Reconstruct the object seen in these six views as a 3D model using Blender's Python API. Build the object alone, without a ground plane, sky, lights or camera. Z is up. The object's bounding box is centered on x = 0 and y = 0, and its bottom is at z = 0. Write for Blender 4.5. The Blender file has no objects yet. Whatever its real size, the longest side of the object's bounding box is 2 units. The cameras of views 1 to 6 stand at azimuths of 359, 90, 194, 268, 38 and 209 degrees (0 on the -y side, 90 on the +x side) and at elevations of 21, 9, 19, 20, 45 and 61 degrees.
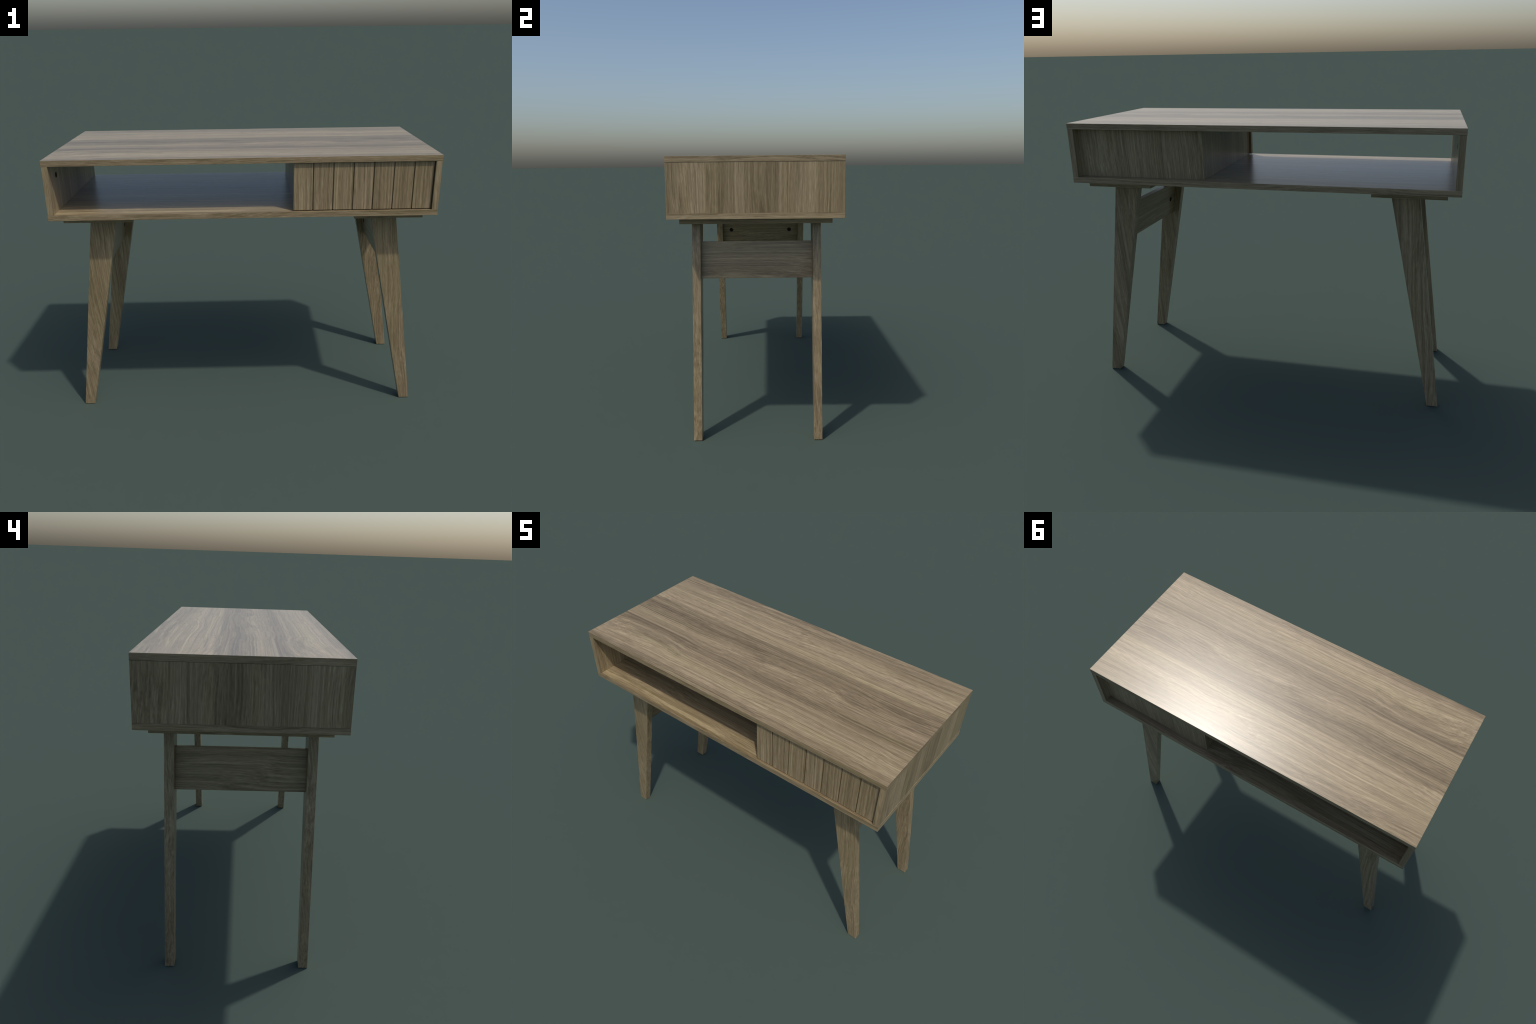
"""Mid-century writing desk: an open box body with a planked drawer on
splayed, tapered legs.  Units: metres, z up."""
import bpy, bmesh, math
from mathutils import Vector, Matrix

# ------------------------------------------------------------------ sizes
W, D, H = 2.000, 0.8902, 1.4942        # overall width, depth, height
T = 0.0302                             # board thickness
HX, HY = W / 2, D / 2
TOP_Z0 = H - T                         # underside of the top
BOT_Z0 = 1.1819                        # underside of the bottom board
BOT_Z1 = BOT_Z0 + T
SIDE_IN = 0.9682                       # inner face of the side panels
PLATE_Z0 = BOT_Z0 - 0.0290                  # underside of mounting plates
HOLE_R = 0.0146


# -------------------------------------------------------------- materials
def nd(tree, kind, x=0, y=0, **kw):
    n = tree.nodes.new(kind)
    n.location = (x, y)
    for k, v in kw.items():
        setattr(n, k, v)
    return n


def val(node, idx, v):
    node.inputs[idx].default_value = v


def math_node(t, op, a, b=None, clamp=False):
    n = nd(t, 'ShaderNodeMath', operation=op, use_clamp=clamp)
    for i, s in enumerate((a, b)):
        if s is None:
            continue
        if isinstance(s, (int, float)):
            n.inputs[i].default_value = s
        else:
            t.links.new(s, n.inputs[i])
    return n.outputs[0]


def noise(t, vec, scale3, detail=2.0, rough=0.5, offset=(0, 0, 0)):
    m = nd(t, 'ShaderNodeMapping')
    val(m, 'Location', offset)
    val(m, 'Scale', scale3)
    t.links.new(vec, m.inputs['Vector'])
    n = nd(t, 'ShaderNodeTexNoise')
    val(n, 'Scale', 1.0)
    val(n, 'Detail', detail)
    val(n, 'Roughness', rough)
    t.links.new(m.outputs[0], n.inputs['Vector'])
    return n.outputs['Fac']


def centred(t, fac, gain):
    return math_node(t, 'MULTIPLY', math_node(t, 'SUBTRACT', fac, 0.5), gain)


def wood_group():
    """Greige veneer.  Input vector: X runs along the grain."""
    g = bpy.data.node_groups.new('wood_veneer', 'ShaderNodeTree')
    itf = g.interface
    itf.new_socket('Grain', in_out='INPUT', socket_type='NodeSocketVector')
    itf.new_socket('Band', in_out='INPUT', socket_type='NodeSocketFloat')
    itf.new_socket('Warp', in_out='INPUT', socket_type='NodeSocketFloat')
    itf.new_socket('Color', in_out='OUTPUT', socket_type='NodeSocketColor')
    itf.new_socket('Height', in_out='OUTPUT', socket_type='NodeSocketFloat')
    gi, go = nd(g, 'NodeGroupInput'), nd(g, 'NodeGroupOutput')
    P = gi.outputs['Grain']

    # grain lines wander: slow cathedral sweep plus a small ripple
    sweep = math_node(g, 'MULTIPLY',
                      centred(g, noise(g, P, (1.1, 4.2, 4.2), 1.0, 0.4), 1.0),
                      gi.outputs['Warp'])
    ripple = centred(g, noise(g, P, (3.2, 6, 6), 1.0, 0.5, (3, 1, 7)), 0.020)
    shift = math_node(g, 'ADD', sweep, ripple)
    comb = nd(g, 'ShaderNodeCombineXYZ')
    g.links.new(shift, comb.inputs[1])
    g.links.new(shift, comb.inputs[2])
    add = nd(g, 'ShaderNodeVectorMath', operation='ADD')
    g.links.new(P, add.inputs[0])
    g.links.new(comb.outputs[0], add.inputs[1])
    Q = add.outputs[0]

    broad = centred(g, noise(g, Q, (0.20, 9.0, 9.0), 1.0, 0.5, (1.7, 0, 4)), 0.35)
    rings = centred(g, noise(g, Q, (0.10, 52, 52), 2.0, 0.55, (0, 5, 2)), 0.75)
    lines = centred(g, noise(g, Q, (0.22, 135, 135), 1.5, 0.5, (8, 2, 1)), 1.02)
    fibre = centred(g, noise(g, Q, (22, 400, 400), 1.0, 0.5, (2, 9, 5)), 0.72)
    tot = math_node(g, 'ADD', math_node(g, 'ADD', broad, rings),
                    math_node(g, 'ADD', lines, fibre))
    tot = math_node(g, 'ADD', tot, gi.outputs['Band'])
    tot = math_node(g, 'ADD', tot, 0.5, clamp=True)

    ramp = nd(g, 'ShaderNodeValToRGB')
    e = ramp.color_ramp.elements
    e[0].position, e[0].color = 0.00, (0.122, 0.088, 0.045, 1)
    e[1].position, e[1].color = 1.00, (0.430, 0.345, 0.208, 1)
    for p, c in ((0.33, (0.200, 0.151, 0.083, 1)), (0.66, (0.296, 0.231, 0.135, 1))):
        k = e.new(p)
        k.color = c
    g.links.new(tot, ramp.inputs[0])

    # faint drift between pinkish and straw tones
    tint = nd(g, 'ShaderNodeMix', data_type='RGBA', blend_type='MULTIPLY')
    val(tint, 'Factor', 1.0)
    tr = nd(g, 'ShaderNodeValToRGB')
    tr.color_ramp.elements[0].position = 0.30
    tr.color_ramp.elements[0].color = (1.0, 0.975, 1.0, 1)
    tr.color_ramp.elements[1].position = 0.70
    tr.color_ramp.elements[1].color = (1.0, 1.0, 0.95, 1)
    g.links.new(noise(g, Q, (0.8, 16, 16), 1.0, 0.5, (6, 6, 6)), tr.inputs[0])
    g.links.new(ramp.outputs[0], tint.inputs['A'])
    g.links.new(tr.outputs[0], tint.inputs['B'])
    g.links.new(tint.outputs['Result'], go.inputs['Color'])
    g.links.new(math_node(g, 'ADD', lines, fibre), go.inputs['Height'])
    return g


WOOD = wood_group()


def wood(name, axis, offset=(0, 0, 0), lean=0.0, warp=0.10, band=None,
         per_piece=False):
    """axis: grain direction; lean: rotation about y in degrees (legs);
    band: [(cross position, lightness shift)] broad stripes across a board."""
    m = bpy.data.materials.new(name)
    m.use_nodes = True
    t = m.node_tree
    bsdf = t.nodes['Principled BSDF']
    tc = nd(t, 'ShaderNodeTexCoord')
    vec = tc.outputs['Object']
    if lean:
        r = nd(t, 'ShaderNodeMapping')
        val(r, 'Rotation', (0, math.radians(lean), 0))
        t.links.new(vec, r.inputs['Vector'])
        vec = r.outputs[0]
    sep, com = nd(t, 'ShaderNodeSeparateXYZ'), nd(t, 'ShaderNodeCombineXYZ')
    t.links.new(vec, sep.inputs[0])
    order = {'x': (0, 1, 2), 'y': (1, 0, 2), 'z': (2, 0, 1), 'zy': (2, 1, 0)}[axis]
    for i, o in enumerate(order):
        t.links.new(sep.outputs[o], com.inputs[i])
    add = nd(t, 'ShaderNodeVectorMath', operation='ADD')
    t.links.new(com.outputs[0], add.inputs[0])
    add.inputs[1].default_value = offset
    vec = add.outputs[0]
    grp = nd(t, 'ShaderNodeGroup', node_tree=WOOD)
    val(grp, 'Warp', warp)
    val(grp, 'Band', 0.0)
    if per_piece:
        info = nd(t, 'ShaderNodeObjectInfo')
        a2 = nd(t, 'ShaderNodeVectorMath', operation='ADD')
        sc = nd(t, 'ShaderNodeCombineXYZ')
        for i, k in enumerate((37.0, 11.0, 5.0)):
            t.links.new(math_node(t, 'MULTIPLY', info.outputs['Random'], k), sc.inputs[i])
        t.links.new(vec, a2.inputs[0])
        t.links.new(sc.outputs[0], a2.inputs[1])
        vec = a2.outputs[0]
        t.links.new(centred(t, info.outputs['Random'], 0.12), grp.inputs['Band'])
    if band:
        # stripes: position across the board, wandering slightly along it
        wob = centred(t, noise(t, vec, (0.9, 3.0, 3.0), 1.0, 0.4, (4, 4, 4)), 0.045)
        pos = math_node(t, 'ADD', sep.outputs[order[1]], wob)
        mr = nd(t, 'ShaderNodeMapRange')
        val(mr, 'From Min', -HY)
        val(mr, 'From Max', HY)
        t.links.new(pos, mr.inputs['Value'])
        cr = nd(t, 'ShaderNodeValToRGB')
        cr.color_ramp.interpolation = 'EASE'
        el = cr.color_ramp.elements
        while len(el) < len(band):
            el.new(0.5)
        for k, (p, v) in zip(el, sorted(band)):
            k.position = (p + HY) / (2 * HY)
            k.color = (v + 0.5,) * 3 + (1,)
        t.links.new(mr.outputs[0], cr.inputs[0])
        t.links.new(math_node(t, 'SUBTRACT', cr.outputs[0], 0.5), grp.inputs['Band'])
    t.links.new(vec, grp.inputs['Grain'])
    t.links.new(grp.outputs['Color'], bsdf.inputs['Base Color'])
    val(bsdf, 'Roughness', 0.30)
    val(bsdf, 'Specular IOR Level', 0.5)
    b = nd(t, 'ShaderNodeBump')
    val(b, 'Strength', 0.10)
    val(b, 'Distance', 0.001)
    t.links.new(grp.outputs['Height'], b.inputs['Height'])
    t.links.new(b.outputs[0], bsdf.inputs['Normal'])
    return m


# the same flitch of veneer, with the same stripes, faces the top, the bottom
# and the sides
BANDS = [(-0.444, -0.10), (-0.405, 0.10), (-0.30, 0.17), (-0.22, 0.02), (-0.165, -0.15),
         (-0.125, -0.02), (-0.09, 0.15), (-0.045, -0.02), (0.0, -0.10), (0.06, -0.17),
         (0.100, -0.14), (0.140, 0.06), (0.20, 0.06), (0.28, 0.16), (0.36, 0.0),
         (0.43, -0.08)]
M_TOP = wood('veneer_top', 'x', (3.0, 0.0, 0.0), warp=0.115, band=BANDS)
M_SIDE = wood('veneer_side', 'zy', (9.0, 0.0, 0.0), warp=0.10, band=BANDS)
M_X = wood('veneer_lengthwise', 'x', (0.4, 1.3, 0.2))
M_Y = wood('veneer_crosswise', 'y', (2.2, 0.6, 1.9))
M_Z = wood('veneer_upright', 'z', (5.1, 0.3, 0.0), warp=0.12)
M_PLANK = wood('veneer_plank', 'z', (1.0, 2.0, 3.0), warp=0.04, per_piece=True)
M_LEG_F = wood('veneer_leg_front', 'z', (4.0, 7.0, 0.0), lean=4.5, warp=0.14)
M_LEG_B = wood('veneer_leg_back', 'z', (6.0, 3.0, 0.0), lean=-4.5, warp=0.14)


M_BORE = bpy.data.materials.new('bore_painted_shade')
M_BORE.use_nodes = True
_t = M_BORE.node_tree
_r = nd(_t, 'ShaderNodeValToRGB')
_r.color_ramp.elements[0].color = (0.030, 0.022, 0.014, 1)  # wood colour darkened here to paint in the shade inside the holes
_r.color_ramp.elements[1].color = (0.060, 0.045, 0.028, 1)
_t.links.new(noise(_t, nd(_t, 'ShaderNodeTexCoord').outputs['Object'], (300, 300, 300)),
             _r.inputs[0])
_t.links.new(_r.outputs[0], _t.nodes['Principled BSDF'].inputs['Base Color'])
val(_t.nodes['Principled BSDF'], 'Roughness', 0.8)


# --------------------------------------------------------------- geometry
def finish(bm, name, parent, mats, pick=None, bevel=0.0008, cutters=()):
    """Bevel the edges, cut bores, assign a material to each face."""
    bmesh.ops.recalc_face_normals(bm, faces=bm.faces[:])
    me = bpy.data.meshes.new(name)
    bm.to_mesh(me)
    bm.free()
    ob = bpy.data.objects.new(name, me)
    bpy.context.scene.collection.objects.link(ob)
    if cutters or bevel:
        for c in cutters:
            md = ob.modifiers.new('bore', 'BOOLEAN')
            md.operation, md.object, md.solver = 'DIFFERENCE', c, 'EXACT'
        if bevel:
            md = ob.modifiers.new('edge', 'BEVEL')
            md.width, md.segments, md.limit_method = bevel, 2, 'ANGLE'
            md.angle_limit = math.radians(40)
        dg = bpy.context.evaluated_depsgraph_get()
        new = bpy.data.meshes.new_from_object(ob.evaluated_get(dg))
        ob.modifiers.clear()
        ob.data = new
        new.name = name
        bpy.data.meshes.remove(me)
        me = new
    bores = [(Vector(c['centre']), Vector(c['axis'])) for c in cutters]
    if bores:
        mats = list(mats) + [M_BORE]
    me.materials.clear()
    for m in mats:
        me.materials.append(m)
    for p in me.polygons:
        p.material_index = pick(p.normal) if pick else 0
        if any((p.center - c).length < HOLE_R + 0.0005 or
               (abs((p.center - c).dot(ax)) > 0.0012 and (p.center - c).length < 0.03)
               for c, ax in bores):
            p.material_index = len(mats) - 1
        p.use_smooth = False
    for c in cutters:
        bpy.data.objects.remove(c)
    ob.parent = parent
    return ob


def box_bm(x0, x1, y0, y1, z0, z1):
    bm = bmesh.new()
    bmesh.ops.create_cube(bm, size=1.0)
    for v in bm.verts:
        v.co = Vector((x0 if v.co.x < 0 else x1, y0 if v.co.y < 0 else y1,
                       z0 if v.co.z < 0 else z1))
    return bm


def prism_bm(section, y0, y1):
    """Extrude an x-z outline along y."""
    bm = bmesh.new()
    a = [bm.verts.new((x, y0, z)) for x, z in section]
    b = [bm.verts.new((x, y1, z)) for x, z in section]
    bm.faces.new(a)
    bm.faces.new(b[::-1])
    n = len(a)
    for i in range(n):
        j = (i + 1) % n
        bm.faces.new((a[i], b[i], b[j], a[j]))
    return bm


def bore(centre, axis, depth):
    """Cylinder that cuts a blind hole; axis points into the wood."""
    bm = bmesh.new()
    bmesh.ops.create_cone(bm, cap_ends=True, segments=32, radius1=HOLE_R,
                          radius2=HOLE_R, depth=depth * 2)
    rot = Vector((0, 0, 1)).rotation_difference(Vector(axis)).to_matrix().to_4x4()
    bm.transform(Matrix.Translation(centre) @ rot)
    me = bpy.data.meshes.new('bore')
    bm.to_mesh(me)
    bm.free()
    ob = bpy.data.objects.new('bore', me)
    ob['centre'], ob['axis'] = list(centre), list(Vector(axis).normalized())
    bpy.context.scene.collection.objects.link(ob)
    return ob


def ends_crosswise(n):                 # boards running in x: end faces differ
    return 1 if abs(n.x) > 0.7 else 0


desk = bpy.data.objects.new('writing_desk', None)
bpy.context.scene.collection.objects.link(desk)
desk['label'] = 'wooden writing desk with open shelf, planked drawer and splayed tapered legs'
desk['category'] = 'desk'

# body -------------------------------------------------------------------
finish(box_bm(-HX, HX, -HY, HY, TOP_Z0, H), 'top_panel', desk, [M_TOP, M_Y, M_X],
       lambda n: 0 if n.z > 0.5 else (1 if abs(n.x) > 0.7 else 2))
finish(box_bm(-HX, HX, -HY, HY, BOT_Z0, BOT_Z1), 'bottom_panel', desk, [M_TOP, M_Y, M_X],
       lambda n: 0 if n.z > 0.5 else (1 if abs(n.x) > 0.7 else 2))
for s in (-1, 1):
    cut = []
    if s < 0:                          # dowel holes in the open bay
        cut = [bore((s * SIDE_IN, y, 1.396), (s, 0, 0), 0.018) for y in (-0.322, 0.322)]
    a, b = sorted((s * SIDE_IN, s * (HX - 0.0012)))
    finish(box_bm(a, b, -HY + 0.0004, HY - 0.0004, BOT_Z1, TOP_Z0 - 0.0008), 'side_panel', desk,
           [M_SIDE, M_Z], lambda n: 1 if abs(n.y) > 0.7 else 0, cutters=cut)

# drawer compartment -------------------------------------------------------
CASE_X, CASE_Y = 0.2690, 0.4000
FRONT_Y, BACK_Y = -0.4335, -0.4045     # faces of the drawer front
finish(box_bm(CASE_X, CASE_X + T, BACK_Y + 0.004, CASE_Y, BOT_Z1, TOP_Z0), 'partition',
       desk, [M_SIDE, M_Z], lambda n: 1 if abs(n.y) > 0.7 else 0)
finish(box_bm(CASE_X + T, SIDE_IN, CASE_Y - T, CASE_Y, BOT_Z1, TOP_Z0), 'compartment_back',
       desk, [M_Z])

GROOVE = 0.0080                        # depth of the grooves between planks
DX0, DX1, DZ0, DZ1 = 0.2565, 0.9635, 1.2165, 1.4607
drawer = finish(box_bm(DX0, DX1, FRONT_Y + GROOVE, BACK_Y, DZ0, DZ1), 'drawer', desk, [M_Z])
GAP, N = 0.0060, 7
PW = (DX1 - DX0 - GAP * (N - 1)) / N
plank0 = finish(box_bm(-PW / 2, PW / 2, -GROOVE / 2, GROOVE / 2, (DZ0 - DZ1) / 2, (DZ1 - DZ0) / 2),
                'plank', drawer, [M_PLANK])
for i in range(N):
    p = plank0 if i == 0 else plank0.copy()
    if i:
        bpy.context.scene.collection.objects.link(p)
    p.location = (DX0 + PW / 2 + i * (PW + GAP), FRONT_Y + GROOVE / 2, (DZ0 + DZ1) / 2)

# underframe ---------------------------------------------------------------
LEG_Y0, LEG_Y1 = 0.2975, 0.3415
LEG_OUT = ((0.9726, 0.0), (0.8125, PLATE_Z0))     # outer edge, foot to top
LEG_IN = ((0.9148, 0.0), (0.6750, PLATE_Z0))      # inner edge, foot to top
RAIL_LOW, RAIL_HIGH = (0.7735, 0.8415), (0.7450, 1.0395)   # inner face
rd = Vector((RAIL_HIGH[0] - RAIL_LOW[0], RAIL_HIGH[1] - RAIL_LOW[1])).normalized()
rn = Vector((rd.y, -rd.x))                         # outward normal in x-z

for s in (-1, 1):
    a, b = sorted((s * 0.5810, s * 0.9406))
    finish(box_bm(a, b, -0.3896, 0.3896, PLATE_Z0, BOT_Z0), 'mounting_plate', desk,
           [M_X, M_Y], ends_crosswise)
    outline = [(s * x, z) for x, z in (LEG_OUT[0], LEG_OUT[1], LEG_IN[1], LEG_IN[0])]
    for f in (-1, 1):
        y0, y1 = sorted((f * LEG_Y0, f * LEG_Y1))
        finish(prism_bm(outline, y0, y1), 'leg', desk, [M_LEG_F, M_LEG_B, M_Z],
               lambda n: 0 if n.y < -0.7 else (1 if n.y > 0.7 else 2))
    lo, hi = Vector(RAIL_LOW), Vector(RAIL_HIGH)
    sec = [(s * v.x, v.y) for v in (lo, hi, hi + rn * T, lo + rn * T)]
    mid = (lo + hi) / 2
    cut = [bore((s * mid.x, y, mid.y), (s * rn.x, 0, rn.y), 0.018) for y in (-0.230, 0.230)]
    finish(prism_bm(sec, -LEG_Y0, LEG_Y0), 'stretcher', desk, [M_Y], cutters=cut)
